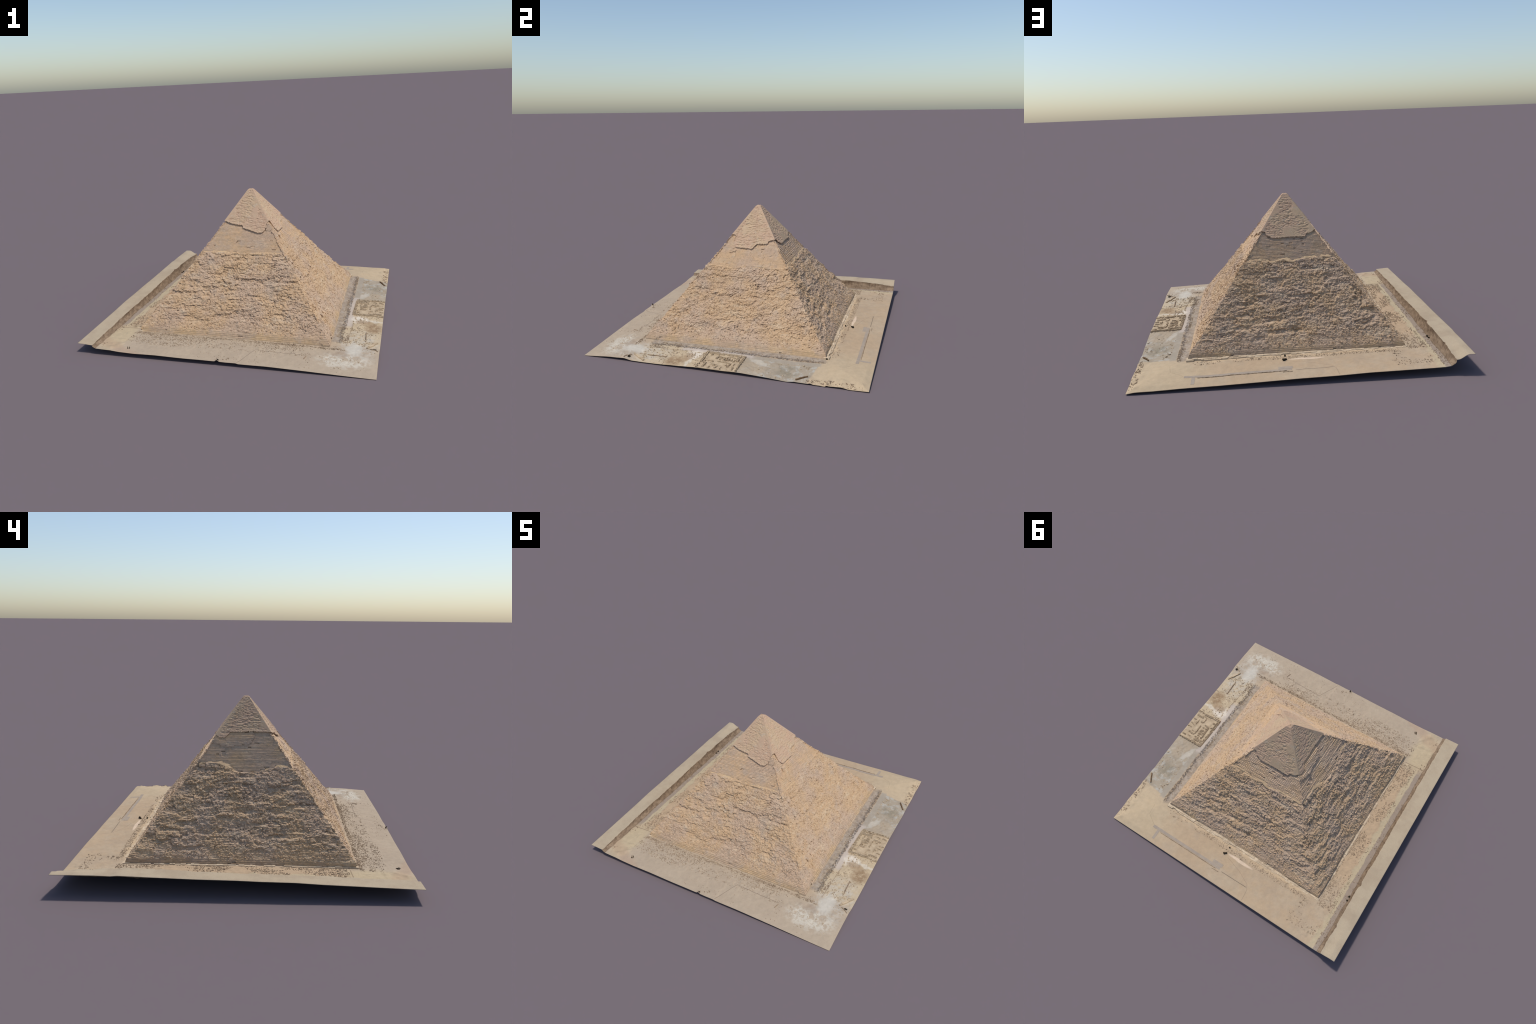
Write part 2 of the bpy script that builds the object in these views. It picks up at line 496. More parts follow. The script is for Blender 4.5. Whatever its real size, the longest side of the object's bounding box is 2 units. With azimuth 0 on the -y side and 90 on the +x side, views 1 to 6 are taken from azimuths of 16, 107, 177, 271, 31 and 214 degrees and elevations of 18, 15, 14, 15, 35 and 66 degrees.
def build_ground():
    ys = np.linspace(-1, 1, 460)
    # plain
    t = np.linspace(0, 1, 430)
    fx = foot_x(ys)
    X = fx[:, None] * (1 - t) + 1.0 * t
    Y = np.repeat(ys[:, None], len(t), 1)
    plain = sheet("desert_plain", X, Y, floor_at(X, Y))
    # scarp
    t = np.linspace(0, 1, 16)
    cx, fz = crest_x(ys), floor_at(fx, ys)
    cz = np.interp(ys, SCARP_Y, SCARP_Z) + .0025 * fbm(ys * 14, ys * 0, 721, 3)
    X = cx[:, None] * (1 - t) + fx[:, None] * t
    prof = 1 - t**1.0
    Z = fz[:, None] + (cz - fz)[:, None] * prof
    Y = np.repeat(ys[:, None], len(t), 1)
    mid = np.sin(np.pi * t)[None]
    X = X - mid * (.006 - .004 * fbm(Y * 26, Z * 30, 722, 3) - .004 * ridged(Y * 60, Z * 9, 723, 2) + .002)
    scarp = sheet("scarp_face", X, Y, Z)
    # terrace above the scarp
    t = np.linspace(0, 1, 26)
    ez = np.interp(ys, [-1, -.89, -.67, -.46, -.31, -.13, 0, .23, .45, .635, .67, .76, 1], [.0755, .0785, .086, .093, .101, .103, .107, .1095, .1155, .121, .1175, .120, .119])
    X = -1.0 * (1 - t) + cx[:, None] * t
    Y = np.repeat(ys[:, None], len(t), 1)
    w = np.where(ys[:, None] > .3, smooth(.3, .92, t)[None] * smooth(.3, .7, ys)[:, None] + t[None] * smooth(.7, .3, ys)[:, None], t[None])
    Z = ez[:, None] * (1 - w) + cz[:, None] * w
    Z = Z + .0018 * fbm(X * 8, Y * 8, 731, 3) * np.sin(np.pi * t)
    terrace = sheet("terrace", X, Y, Z)
    return plain, scarp, terrace


# ----------------------------------------------------------------- materials
class Nodes:
    """small helper that wires shader nodes by value"""

    def __init__(self, name):
        self.mat = bpy.data.materials.new(name)
        self.mat.use_nodes = True
        self.t = self.mat.node_tree
        self.bsdf = self.t.nodes["Principled BSDF"]
        self.bsdf.inputs["Roughness"].default_value = .95
        self.bsdf.inputs["Specular IOR Level"].default_value = .12
        self.co = self.t.nodes.new("ShaderNodeTexCoord").outputs["Object"]

    def put(self, sock, val):
        if isinstance(val, bpy.types.NodeSocket):
            self.t.links.new(val, sock)
        elif val is not None:
            sock.default_value = val

    def math(self, op, a, b=None, c=None, clamp=False):
        n = self.t.nodes.new("ShaderNodeMath")
        n.operation, n.use_clamp = op, clamp
        for i, v in enumerate((a, b, c)):
            self.put(n.inputs[i], v)
        return n.outputs[0]

    def noise(self, scale, detail=4, rough=.55, stretch=None, offset=0, distortion=0):
        n = self.t.nodes.new("ShaderNodeTexNoise")
        n.inputs["Scale"].default_value, n.inputs["Detail"].default_value = scale, detail
        n.inputs["Roughness"].default_value, n.inputs["Distortion"].default_value = rough, distortion
        m = self.t.nodes.new("ShaderNodeMapping")
        m.inputs["Location"].default_value = (offset, offset * .7, offset * 1.3)
        m.inputs["Scale"].default_value = stretch or (1, 1, 1)
        self.t.links.new(self.co, m.inputs[0])
        self.t.links.new(m.outputs[0], n.inputs["Vector"])
        return n.outputs[0]

    def cells(self, scale, stretch=None, out="Color"):
        n = self.t.nodes.new("ShaderNodeTexVoronoi")
        n.inputs["Scale"].default_value = scale
        m = self.t.nodes.new("ShaderNodeMapping")
        m.inputs["Scale"].default_value = stretch or (1, 1, 1)
        self.t.links.new(self.co, m.inputs[0])
        self.t.links.new(m.outputs[0], n.inputs["Vector"])
        return n.outputs[out]

    def ramp(self, fac, stops):
        n = self.t.nodes.new("ShaderNodeValToRGB")
        e = n.color_ramp.elements
        while len(e) < len(stops):
            e.new(.5)
        for el, (p, c) in zip(e, stops):
            el.position, el.color = p, (*c, 1) if len(c) == 3 else c
        self.put(n.inputs[0], fac)
        return n.outputs[0]

    def fade(self, x, a, b):
        """0 at a, 1 at b, smooth"""
        n = self.t.nodes.new("ShaderNodeMapRange")
        n.interpolation_type = "SMOOTHSTEP"
        n.inputs["From Min"].default_value, n.inputs["From Max"].default_value = min(a, b), max(a, b)
        if a > b:
            n.inputs["To Min"].default_value, n.inputs["To Max"].default_value = 1, 0
        self.put(n.inputs["Value"], x)
        return n.outputs[0]

    def mix(self, fac, a, b, mode="MIX"):
        n = self.t.nodes.new("ShaderNodeMix")
        n.data_type, n.blend_type = "RGBA", mode
        self.put(n.inputs[0], fac)
        for s, v in ((n.inputs[6], a), (n.inputs[7], b)):
            self.put(s, (*v, 1) if isinstance(v, tuple) and len(v) == 3 else v)
        return n.outputs[2]

    def xyz(self, vec=None):
        n = self.t.nodes.new("ShaderNodeSeparateXYZ")
        self.t.links.new(vec or self.co, n.inputs[0])
        return n.outputs[0], n.outputs[1], n.outputs[2]

    def random_per_stone(self):
        return self.t.nodes.new("ShaderNodeNewGeometry").outputs["Random Per Island"]

    def finish(self, colour, height=None, strength=.3, distance=.002):
        self.put(self.bsdf.inputs["Base Color"], colour)
        if height is not None:
            b = self.t.nodes.new("ShaderNodeBump")
            b.inputs["Strength"].default_value, b.inputs["Distance"].default_value = strength, distance
            self.t.links.new(height, b.inputs["Height"])
            self.t.links.new(b.outputs[0], self.bsdf.inputs["Normal"])
        return self.mat


def lin(r, g, b):
    f = lambda c: (c / 255 / 12.92) if c / 255 <= .04045 else ((c / 255 + .055) / 1.055) ** 2.4
    return f(r), f(g), f(b)


def masonry_material(name, tan, pink, grey, spread=1.0):
    m = Nodes(name)
    big = m.noise(5, 4, .6)
    col = m.mix(m.fade(big, .40, .62), tan, pink)
    col = m.mix(m.math("MULTIPLY", m.fade(m.noise(11, 5, .65, offset=3), .50, .70), .6), col, grey)
    col = m.mix(m.math("MULTIPLY", m.fade(m.noise(8, 6, .7, offset=11, stretch=(1, 1, 3.2), distortion=.6), .52, .66), .42), col, lin(208, 188, 160))
    r = m.random_per_stone()
    tone = m.math("MULTIPLY_ADD", r, .20 * spread, 1 - .11 * spread)
    grain = m.math("MULTIPLY_ADD", m.noise(260, 4, .7, offset=5), .5, .75)
    mid = m.math("MULTIPLY_ADD", m.noise(46, 5, .7, offset=8, stretch=(1, 1, 2.2)), .70, .65)  # noise mottling darkens the stone where cracks would be in shadow
    col = m.mix(1.0, col, m.math("MULTIPLY", m.math("MULTIPLY", tone, grain), mid), "MULTIPLY")
    return m.finish(col, m.noise(420, 3, .7), .35, .0012)


def casing_material():
    m = Nodes("casing_limestone")
    col = m.mix(m.fade(m.noise(9, 5, .6), .38, .62), lin(190, 164, 134), lin(189, 159, 133))
    col = m.mix(m.math("MULTIPLY", m.fade(m.noise(28, 5, .65, offset=2, stretch=(1, 1, 2.2)), .54, .68), .75), col, lin(188, 170, 148))
    col = m.mix(m.math("MULTIPLY", m.fade(m.noise(60, 4, .7, offset=4, stretch=(1, 1, 3)), .56, .70), .45), col, lin(150, 126, 104))
    grain = m.math("MULTIPLY_ADD", m.noise(240, 4, .7, offset=7), .4, .8)
    col = m.mix(1.0, col, grain, "MULTIPLY")
    return m.finish(col, m.noise(300, 3, .7), .3, .0012)


def ground_material():
    m = Nodes("desert_floor")
    x0, y0, _ = m.xyz()
    # ragged borders: every region is looked up at a slightly warped place
    wx = m.math("MULTIPLY_ADD", m.noise(14, 5, .65, offset=1), .09, -.045)
    wy = m.math("MULTIPLY_ADD", m.noise(14, 5, .65, offset=6), .09, -.045)
    x, y = m.math("ADD", x0, wx), m.math("ADD", y0, wy)

    def blob(cx, cy, rx, ry, soft=.5, px=x, py=y):
        a = m.math("POWER", m.math("DIVIDE", m.math("SUBTRACT", px, cx), rx), 2)
        b = m.math("POWER", m.math("DIVIDE", m.math("SUBTRACT", py, cy), ry), 2)
        return m.fade(m.math("ADD", a, b), 1 + soft, max(1 - soft, 0))

    def band(v, lo, hi, soft):
        return m.math("MULTIPLY", m.fade(v, lo - soft, lo + soft), m.fade(v, hi + soft, hi - soft))

    mul = lambda *a: a[0] if len(a) == 1 else m.math("MULTIPLY", a[0], mul(*a[1:]))
    broken = m.fade(m.noise(30, 8, .75, offset=9), .36, .66)
    # plain sand
    col = m.mix(m.fade(m.noise(4.5, 5, .6), .35, .65), lin(182, 162, 136), lin(174, 153, 128))
    # south side is greyer, north side warmer
    col = m.mix(m.math("MULTIPLY", m.fade(y, -.60, -.78), .62), col, lin(173, 157, 137))
    col = m.mix(mul(m.fade(y, .66, .74), m.fade(m.noise(7, 5, .65, offset=4), .38, .62), .7), col, lin(182, 157, 127))
    # yellow north-east corner
    col = m.mix(mul(blob(.93, .86, .34, .24, .7), .75), col, lin(190, 169, 138))
    # eastern ground
    east = m.fade(x, .69, .73)
    col = m.mix(mul(east, band(y, -.62, .12, .03), .8), col, lin(188, 169, 139))
    col = m.mix(mul(blob(.87, -.62, .13, .22, .8), broken, .8), col, lin(186, 178, 164))
    col = m.mix(mul(blob(.79, -.84, .16, .085, .7), m.fade(broken, .1, .8), .95), col, lin(198, 188, 170))
    col = m.mix(mul(blob(.84, -.68, .05, .09, .7), .8), col, lin(196, 188, 173))
    col = m.mix(mul(blob(.83, -.22, .07, .055, .6), .95), col, lin(210, 198, 180))
    col = m.mix(mul(blob(.95, -.225, .07, .016, .6), .8), col, lin(202, 190, 170))
    col = m.mix(mul(blob(.945, -.325, .06, .075, .9), m.fade(m.noise(22, 7, .75, offset=17), .36, .58), .85), col, lin(142, 116, 88))
    col = m.mix(mul(blob(.865, -.255, .05, .03, .7), .7), col, lin(150, 124, 96))
    col = m.mix(mul(blob(.755, -.76, .05, .03, .7), .6), col, lin(152, 132, 112))
    # pyramid's shadow drawn in grey north of the temple, with a slanting border
    slant = m.math("MULTIPLY_ADD", x, .16, y)
    grey = mul(m.fade(m.math("ADD", x0, m.math("MULTIPLY", wx, .2)), .755, .765), m.fade(y0, .13, .15), m.fade(m.math("ADD", m.math("MULTIPLY", wy, .25), m.math("MULTIPLY_ADD", x0, .15, y0)), .770, .757))
    col = m.mix(mul(grey, .9), col, lin(160, 147, 128))
    col = m.mix(mul(grey, m.fade(m.noise(16, 6, .7, offset=12), .50, .62), .85), col, lin(174, 168, 156))
    col = m.mix(mul(grey, blob(.89, .47, .06, .07, .9), m.fade(m.noise(18, 7, .75, offset=18), .36, .60), .6), col, lin(122, 115, 98))
    col = m.mix(mul(blob(.93, .21, .09, .10, .6), .7), col, lin(172, 155, 132))
    col = m.mix(mul(blob(.83, .245, .028, .07, .7, m.math("MULTIPLY_ADD", y, -.35, m.math("ADD", x, .086))), .85), col, lin(184, 174, 158))
    road = mul(band(x0, .757, .80, .004), band(y0, .14, .66, .01))
    col = m.mix(mul(road, .75), col, lin(160, 149, 133))
    # pale pavement between temple and pyramid
    pave = mul(band(x, .735, .785, .008), band(y, -.36, .20, .03))
    col = m.mix(mul(pave, .85), col, lin(186, 173, 160))
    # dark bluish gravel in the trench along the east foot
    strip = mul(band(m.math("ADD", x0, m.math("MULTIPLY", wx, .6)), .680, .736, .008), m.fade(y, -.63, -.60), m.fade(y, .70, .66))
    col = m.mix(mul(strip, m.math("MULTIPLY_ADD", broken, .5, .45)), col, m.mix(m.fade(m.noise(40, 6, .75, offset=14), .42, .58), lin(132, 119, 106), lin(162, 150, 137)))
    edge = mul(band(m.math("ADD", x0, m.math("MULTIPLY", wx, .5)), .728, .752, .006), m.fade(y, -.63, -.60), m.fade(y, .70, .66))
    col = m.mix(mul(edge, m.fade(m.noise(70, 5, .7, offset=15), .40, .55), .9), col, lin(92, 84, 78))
    # west side: orange rubble band, scarp's cast shade painted grey on the floor
    orange = mul(band(x, -.80, -.69, .015), m.fade(y, -.62, -.56), m.fade(y, .60, .40))
    col = m.mix(mul(orange, .65), col, lin(185, 158, 127))
    col = m.mix(mul(band(x, -.845, -.795, .012), m.fade(y, -.62, -.55), .8), col, lin(184, 168, 138))
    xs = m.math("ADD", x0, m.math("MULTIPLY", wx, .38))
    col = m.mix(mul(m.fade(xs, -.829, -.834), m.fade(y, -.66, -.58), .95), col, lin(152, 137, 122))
    col = m.mix(mul(blob(-.79, -.80, .09, .2, .8), .5), col, lin(190, 170, 132))
    col = m.mix(mul(band(m.math("MULTIPLY_ADD", x, .55, y), -1.40, -1.30, .03), .35), col, lin(172, 140, 116))
    # pale sand beside the north foot
    col = m.mix(mul(blob(-.045, .757, .105, .011, .5, x0, m.math("ADD", y0, m.math("MULTIPLY", wy, .25))), .95), col, lin(214, 190, 164))
    col = m.mix(mul(band(y, .69, .715, .01), band(x, -.6, .6, .1), .7), col, lin(200, 174, 140))
    # thin tracks
    def track(ax, ay, bx, by, w, c, amt):
        L = math.hypot(bx - ax, by - ay)
        ux, uy = (bx - ax) / L, (by - ay) / L
        px = m.math("ADD", x0, m.math("MULTIPLY", wx, .06))
        py = m.math("ADD", y0, m.math("MULTIPLY", wy, .06))
        a = m.math("ADD", m.math("MULTIPLY", m.math("SUBTRACT", px, ax), ux), m.math("MULTIPLY", m.math("SUBTRACT", py, ay), uy))
        d = m.math("ABSOLUTE", m.math("SUBTRACT", m.math("MULTIPLY", m.math("SUBTRACT", px, ax), uy), m.math("MULTIPLY", m.math("SUBTRACT", py, ay), ux)))
        return mul(m.fade(d, w * 1.4, w * .5), m.fade(a, -.004, .004), m.fade(a, L + .004, L - .004), amt), c

    for args in ((.793, -.336, .784, -.64, .0022, lin(140, 120, 98), .7), (.543, -.823, .207, -.81, .0022, lin(128, 112, 96), .75), (.207, -.81, .129, -.989, .0022, lin(128, 112, 96), .75),
                 (.029, .896, -.192, .894, .0024, lin(110, 96, 84), .8), (.053, .781, -.08, .821, .0016, lin(146, 124, 104), .6), (-.08, .821, -.183, .87, .0016, lin(146, 124, 104), .6),
                 (-.183, .87, -.208, .907, .0016, lin(146, 124, 104), .6), (-.208, .907, -.215, .99, .0018, lin(140, 120, 100), .6), (-.709, -.644, -.863, -.652, .003, lin(128, 108, 88), .7),
                 (.69, .873, .771, .822, .002, lin(160, 140, 112), .5), (.771, .822, .784, .74, .002, lin(160, 140, 112), .5), (-.30, -.83, -.62, -.80, .0025, lin(140, 122, 104), .5)):
        f, c = track(*args)
        col = m.mix(f, col, c)
    tone = m.math("MULTIPLY_ADD", m.noise(24, 6, .7, offset=20), .34, .83)
    grain = m.math("MULTIPLY_ADD", m.noise(240, 4, .7, offset=21), .26, .87)
    col = m.mix(1.0, col, m.math("MULTIPLY", tone, grain), "MULTIPLY")
    return m.finish(col, m.noise(200, 5, .7), .35, .002)


def plain_material(name, a, b, scale=20, spread=.3, fine=220):
    m = Nodes(name)
    col = m.mix(m.fade(m.noise(scale, 5, .65), .38, .62), a, b)
    r = m.math("MULTIPLY_ADD", m.random_per_stone(), spread, 1 - spread * .55)
    grain = m.math("MULTIPLY_ADD", m.noise(fine, 4, .7, offset=5), .4, .8)
    col = m.mix(1.0, col, m.math("MULTIPLY", r, grain), "MULTIPLY")
    return m.finish(col, m.noise(fine * 1.3, 3, .7), .35, .0015)


def scarp_material():
    m = Nodes("cut_rock")
    col = m.mix(m.fade(m.noise(16, 5, .65, stretch=(1, 1, 2.5)), .36, .62), lin(150, 129, 106), lin(128, 108, 88))  # rock browns darkened to hold the shade on the scarp face
    col = m.mix(m.math("MULTIPLY", m.fade(m.noise(50, 5, .7, offset=3, stretch=(1, 1, .3)), .50, .66), .7), col, lin(100, 82, 66))
    return m.finish(col, m.noise(120, 5, .7), .5, .003)


# ----------------------------------------------------------------- put it together
site = bpy.data.objects.new("pyramid_site", None)
bpy.context.scene.collection.objects.link(site)
site["label"] = "weathered stepped stone pyramid with smooth casing cap on desert plot"
site["category"] = "pyramid"

COURSES = course_heights()
TAN, PINK, GREY = lin(194, 164, 130), lin(188, 162, 137), lin(180, 161, 142)
stone_rough = masonry_material("robbed_masonry", TAN, PINK, GREY, .7)
stone_tidy = masonry_material("stepped_masonry", lin(198, 168, 134), lin(192, 166, 141), lin(184, 165, 146), .3)  # lightened tones, offsetting the dim light on the steep risers
stone_base = masonry_material("foot_masonry", lin(190, 163, 129), lin(184, 160, 135), GREY, .7)
casing_mat = casing_material()
sand = plain_material("drift_sand", lin(202, 173, 136), lin(194, 164, 129), 18, .0)
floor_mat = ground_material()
terrace_mat = plain_material("terrace_sand", lin(178, 161, 136), lin(170, 152, 128), 7, .0)
scarp_mat = scarp_material()
rubble_mat = plain_material("rubble_stone", lin(164, 144, 120), lin(142, 122, 101), 30, .5)  # browns below true stone tone: shadow around each stone baked into its colour
chip_mat = masonry_material("stone_chips", TAN, PINK, GREY, 1.2)
temple_mat = plain_material("temple_stone", lin(186, 166, 138), lin(174, 154, 127), 24, .2)
gravel_mat = plain_material("paving", lin(167, 152, 135), lin(160, 145, 129), 20, .0)
dark_mat = plain_material("dark_scrub", lin(66, 58, 46), lin(50, 44, 36), 60, .3)

rough, tidy, base = build_masonry()
new_object("core", build_core(), site, stone_rough)
new_object("rough_masonry", boxes_mesh("rough_masonry", rough), site, stone_rough, "stuff")
new_object("stepped_masonry", boxes_mesh("stepped_masonry", tidy), site, stone_tidy, "stuff")
new_object("foot_course", boxes_mesh("foot_course", base), site, stone_base, "stuff")
new_object("broken_faces", build_broken_faces(), site, stone_rough)
new_object("stone_chips", boxes_mesh("stone_chips", build_rubble_on_faces()), site, chip_mat, "stuff")
new_object("casing", build_casing(), site, casing_mat)
new_object("sand_drift", build_drift(), site, sand, flat=False)

plain, scarp, terrace = build_ground()
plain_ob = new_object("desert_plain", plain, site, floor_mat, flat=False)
new_object("scarp_face", scarp, site, scarp_mat, flat=False)
new_object("terrace", terrace, site, terrace_mat, flat=False)

# ---- narrow kerb along the north foot and the other feet
kerb = []
for side, out0, out1, top in (("north", .683, .693, .0485), ("north", .699, .704, .0462), ("west", .688, .6925, .0495)):
    s = -.69
    while s < .69:
        w = RNG.uniform(.015, .05)
        if RNG.random() > (.05 if out0 < .698 else .35):
            a, b = s, min(s + w - .0006, .69)
            o, t = out1 + RNG.normal(0, .0012), top + RNG.normal(0, .0012)
            c = np.empty((8, 3))
            for i, (ss, dd, zz) in enumerate(((a, o, .03), (b, o, .03), (b, out0 - .02, .03), (a, out0 - .02, .03), (a, o - .001, t), (b, o - .001, t), (b, out0 - .02, t), (a, out0 - .02, t))):
                c[i] = place(side, np.array(ss), np.array(dd), zz)
            kerb.append(c)
        s += w
new_object("kerb", boxes_mesh("kerb", np.array(kerb)), site, plain_material("kerb_stone", lin(204, 184, 156), lin(190, 168, 140), 24, .25), "stuff")

# ---- loose stones on the plain
def scatter(n, draw, size, clump_scale, clump_cut, sink=.2):
    p = draw(n)
    keep = fbm(p[:, 0] * clump_scale[0], p[:, 1] * clump_scale[1], 801, 4) + RNG.normal(0, .25, n) > clump_cut
    p = p[keep]
    sz = RNG.uniform(*size, len(p)) * RNG.uniform(.6, 1.25, len(p))
    z = floor_at(p[:, 0], p[:, 1]) + sz * (.5 - sink)
    return stones(np.column_stack([p, z]), sz, RNG)


U = lambda n, a, b: RNG.uniform(a, b, n)
stone_lots = [
    scatter(4300, lambda n: np.column_stack([U(n, -.72, .70), -.70 - .17 * RNG.random(n) ** 1.3]), (.0011, .0029), (7, 16), -.05),
    scatter(1000, lambda n: np.column_stack([U(n, -.70, .66), U(n, -.72, -.695)]), (.0014, .0036), (9, 9), -.3),
    scatter(4200, lambda n: np.column_stack([-.69 - .125 * RNG.random(n), U(n, -.64, .72)]), (.0012, .0031), (16, 9), -.05),
    scatter(700, lambda n: np.column_stack([U(n, .70, .79), U(n, -.72, -.38)]), (.0014, .0034), (14, 14), -.1),
    scatter(1500, lambda n: np.column_stack([U(n, .715, .755), U(n, -.62, .68)]), (.0012, .003), (24, 14), .1),
    scatter(900, lambda n: np.column_stack([U(n, -.66, .66), .705 + .04 * RNG.random(n)]), (.0011, .0028), (9, 14), 0),
    scatter(500, lambda n: np.column_stack([U(n, -.80, -.55), U(n, .70, .93)]), (.0012, .003), (12, 12), .2),
    scatter(300, lambda n: np.column_stack([U(n, .955, .995), U(n, .60, .97)]), (.0014, .004), (16, 16), -.1),
    scatter(300, lambda n: np.column_stack([U(n, .78, .93), U(n, -.60, -.30)]), (.0012, .003), (14, 14), .2),
    scatter(700, lambda n: np.column_stack([-.865 + .04 * RNG.random(n), U(n, -.98, .98)]), (.0013, .0034), (12, 12), 0),
    scatter(160, lambda n: np.column_stack([U(n, -.02, .12), U(n, -.985, -.92)]), (.0014, .0034), (14, 14), .0),
    scatter(500, lambda n: np.column_stack([U(n, -.5, .9), U(n, -.98, -.80)]), (.001, .0024), (9, 9), .35),
]
rock_lots = [
    scatter(420, lambda n: np.column_stack([U(n, .79, .995), U(n, -.62, -.15)]), (.002, .0055), (12, 12), .05),
    scatter(260, lambda n: np.column_stack([U(n, .80, .995), U(n, -.14, .14)]), (.0018, .0042), (18, 18), .0),
    scatter(160, lambda n: np.column_stack([U(n, .80, .995), U(n, .15, .62)]), (.0018, .005), (12, 12), .25),
    scatter(160, lambda n: np.column_stack([U(n, .72, .98), U(n, -.95, -.66)]), (.0016, .004), (12, 12), .2),
]
new_object("broken_rock", boxes_mesh("broken_rock", np.concatenate(rock_lots)), site, plain_material("pale_rock", lin(190, 172, 146), lin(170, 150, 124), 24, .35), "stuff")
new_object("rubble", boxes_mesh("rubble", np.concatenate(stone_lots)), site, rubble_mat, "stuff")

# ---- grey paved strip on the north side: slab, end pad and short branch
def slab(name, x0, x1, y0, y1, lift, material, parent, n=24):
    nx, ny = max(2, int((x1 - x0) / .02)), max(2, int((y1 - y0) / .01))
    X, Y = np.meshgrid(np.linspace(x0, x1, nx), np.linspace(y0, y1, ny))
    Z = floor_at(X, Y)
    Z = Z + lift
    rows, cols = X.shape
    top = np.stack([X, Y, Z], -1).reshape(-1, 3)
    low = top - (0, 0, lift + .003)
    cnt = len(top)
    q = grid_quads(rows, cols)
    idx = np.arange(cnt).reshape(rows, cols)
    loop = np.concatenate([idx[0, :], idx[1:, -1], idx[-1, -2::-1], idx[-2:0:-1, 0]])
    nxt = np.roll(loop, -1)
    me = quad_mesh(name, np.concatenate([top, low]), np.concatenate([q, np.stack([loop, loop + cnt, nxt + cnt, nxt], -1)]))
    return new_object(name, me, parent, material)


strip = slab("paved_strip", .052, .685, .872, .894, .0008, gravel_mat, site)
slab("paved_pad", .045, .132, .846, .8705, .0009, gravel_mat, strip)
slab("paved_branch", .619, .640, .8955, .968, .0008, gravel_mat, strip)


def wall_box(x0, y0, x1, y1, w, h, rng, sink=.004, pieces=None, gaps=0):
    """a ragged wall between two points, built of a run of blocks"""
    L = math.hypot(x1 - x0, y1 - y0)
    ux, uy = (x1 - x0) / L, (y1 - y0) / L
    n = pieces or max(1, int(L / .011))
    cuts = np.linspace(0, L, n + 1)
    cuts[1:-1] += rng.uniform(-.25, .25, n - 1) * L / n
    out = []
    for a, b in zip(cuts[:-1], cuts[1:]):
        if gaps and rng.random() < gaps:
            continue
        hh, ww = h * rng.uniform(.72, 1.12), w * rng.uniform(.86, 1.1)
        c = np.empty((8, 3))
        for i, (t, o, up) in enumerate(((a, -1, 0), (b, -1, 0), (b, 1, 0), (a, 1, 0), (a, -1, 1), (b, -1, 1), (b, 1, 1), (a, 1, 1))):
            px, py = x0 + ux * t - uy * o * ww / 2, y0 + uy * t + ux * o * ww / 2
            base = float(floor_at(np.array(px), np.array(py)))
            c[i] = (px + rng.normal(0, .0004), py + rng.normal(0, .0004), base + (hh + rng.normal(0, .0007) if up else -sink))
        out.append(c)
    if not out:
        return np.empty((0, 8, 3))
    return np.array(out)


# ---- low wall line beside the paved strip
curb = np.concatenate([wall_box(.605, .8985, .085, .8985, .003, .0035, RNG), wall_box(.108, .912, .05, .909, .003, .003, RNG)])
new_object("kerb_wall", boxes_mesh("kerb_wall", curb), site, rubble_mat, "stuff")

# ---- ruined temple on the east side
def temple_floor():
    X, Y = np.meshgrid(np.linspace(.785, .999, 44), np.linspace(-.142, .134, 56))
    Z = floor_at(X, Y) + .0025 + .0012 * fbm(X * 40, Y * 40, 900, 3)
    Z = Z - .004 * smooth(.792, .799, X) * smooth(.824, .817, X) * smooth(-.13, -.12, Y) * smooth(.10, .09, Y)
    return sheet("temple_ruin", X, Y, Z)


temple = new_object("temple_ruin", temple_floor(), site, temple_mat, flat=False)
WALLS = [  # from, to, thickness, height
    ((.785, .134), (.998, .136), .006, .010), ((.788, .122), (.885, .123), .005, .008), ((.786, .136), (.778, -.146), .004, .006),
    ((.795, .118), (.793, -.125), .005, .0075), ((.778, -.144), (.844, -.142), .009, .009), ((.850, -.141), (.932, -.136), .008, .010),
    ((.940, -.144), (.999, -.142), .007, .008), ((.784, .101), (.878, .103), .007, .009), ((.790, .088), (.870, .090), .004, .006),
    ((.827, .074), (.831, -.046), .0055, .009),
    ((.834, .077), (.882, .079), .006, .0085), ((.834, .056), (.871, .057), .006, .0085), ((.834, .037), (.874, .038), .006, .0085),
    ((.834, .018), (.874, .019), .006, .0085), ((.834, .003), (.875, .004), .006, .0085), ((.834, -.023), (.876, -.022), .006, .0085), ((.836, -.046), (.868, -.050), .006, .0085),
    ((.923, -.101), (.986, -.105), .007, .009), ((.895, -.116), (.899, -.062), .005, .007), ((.899, -.062), (.918, -.058), .005, .007), ((.897, -.116), (.935, -.118), .005, .008),
    ((.899, -.027), (.899, .067), .005, .008), ((.901, .067), (.957, .061), .007, .0095), ((.912, .045), (.940, .043), .005, .007),
    ((.958, .104), (.992, .105), .005, .008), ((.914, .100), (.941, .095), .006, .007), ((.957, -.008), (.990, -.018), .005, .007), ((.945, -.037), (.956, -.036), .008, .007),
    ((.960, .020), (.995, .024), .004, .006), ((.968, -.060), (.997, -.062), .004, .006), ((.940, -.075), (.945, -.020), .004, .006), ((.805, -.10), (.822, -.098), .006, .007), ((.800, -.06), (.812, -.045), .006, .005),
]
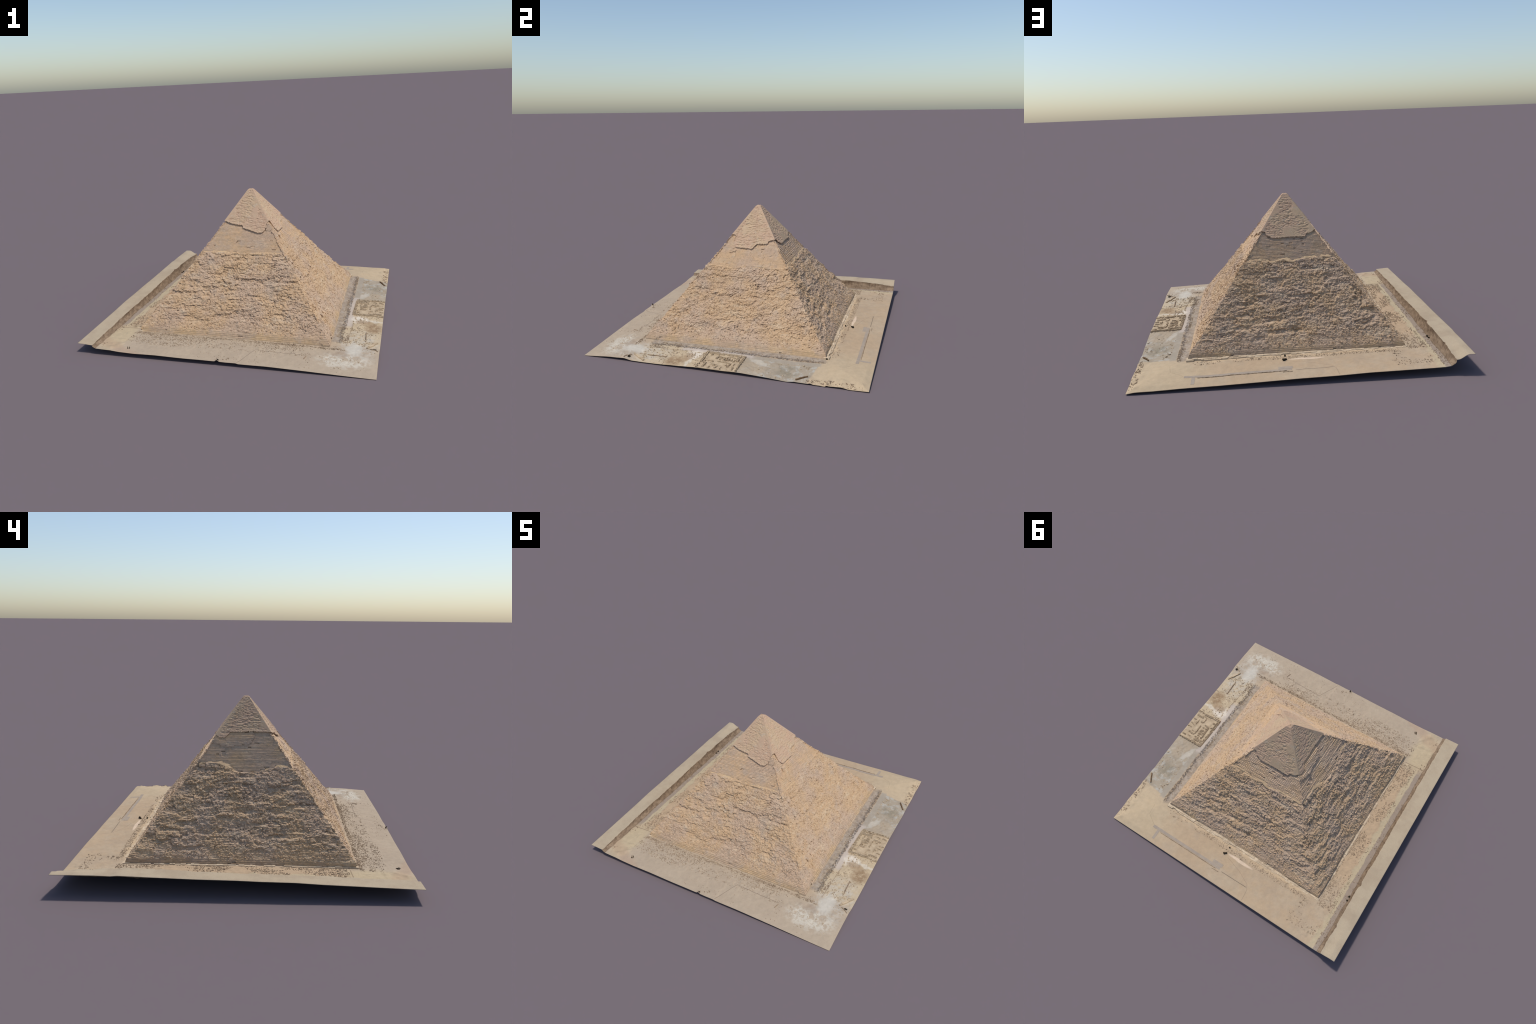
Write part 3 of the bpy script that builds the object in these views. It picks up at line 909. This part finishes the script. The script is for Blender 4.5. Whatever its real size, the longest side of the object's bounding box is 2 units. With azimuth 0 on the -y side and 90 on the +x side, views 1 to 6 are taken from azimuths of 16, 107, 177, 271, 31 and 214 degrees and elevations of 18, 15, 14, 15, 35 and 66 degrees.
for (x0, y0), (x1, y1), w, h in WALLS:
    L = math.hypot(x1 - x0, y1 - y0)
    ox, oy = -(y1 - y0) / L * w * .62, (x1 - x0) / L * w * .62
    two = [wall_box(x0 + k * ox, y0 + k * oy, x1 + k * ox, y1 + k * oy, w * .62, (h + .003) * f, RNG, gaps=.12) for k, f in ((1, 1.0), (-1, .8))]
    new_object("wall", boxes_mesh("wall", np.concatenate(two)), temple, temple_mat)

# ---- remains east of the pyramid: a long beam-like ridge, a low wall, a narrow slot wall
ridge = new_object("stone_ridge", boxes_mesh("stone_ridge", wall_box(.980, -.543, .918, -.646, .012, .011, RNG, pieces=5)), site, temple_mat)
new_object("low_wall", boxes_mesh("low_wall", wall_box(.897, -.405, .904, -.552, .006, .006, RNG)), site, rubble_mat)
new_object("low_wall", boxes_mesh("low_wall", wall_box(.938, -.655, .990, -.690, .005, .005, RNG)), site, rubble_mat)
new_object("low_wall", boxes_mesh("low_wall", wall_box(.548, -.83, .539, -.868, .004, .005, RNG)), site, rubble_mat)
new_object("cut_slot", boxes_mesh("cut_slot", wall_box(.982, .535, .936, .606, .008, .009, RNG, pieces=4)), site, plain_material("slot_rock", lin(128, 104, 78), lin(104, 82, 60), 30, .2))
new_object("pit_block", boxes_mesh("pit_block", np.concatenate([wall_box(-.668, -.922, -.656, -.944, .004, .005, RNG, pieces=2), wall_box(-.658, -.919, -.646, -.941, .004, .004, RNG, pieces=2)])), site, dark_mat)

# ---- scrub by the north foot and on the scarp floor, built of many small twig blades
def scrub(cx, cy, r, n, h):
    a, q = U(n, 0, 6.283), r * np.sqrt(RNG.random(n))
    p = np.column_stack([cx + q * np.cos(a), cy + q * np.sin(a)])
    z = floor_at(p[:, 0], p[:, 1]) + U(n, 0, h)
    return stones(np.column_stack([p, z]), U(n, .0012, .0028), RNG)


bushes = np.concatenate([scrub(.092, .768, .008, 60, .012), scrub(.080, .760, .006, 40, .008), scrub(.082, .711, .004, 30, .014), scrub(-.867, .576, .006, 40, .006), scrub(-.866, .543, .007, 40, .006), scrub(.005, -.992, .005, 25, .008), scrub(.969, -.66, .010, 40, .004)])
new_object("scrub", boxes_mesh("scrub", bushes), site, dark_mat, "stuff")
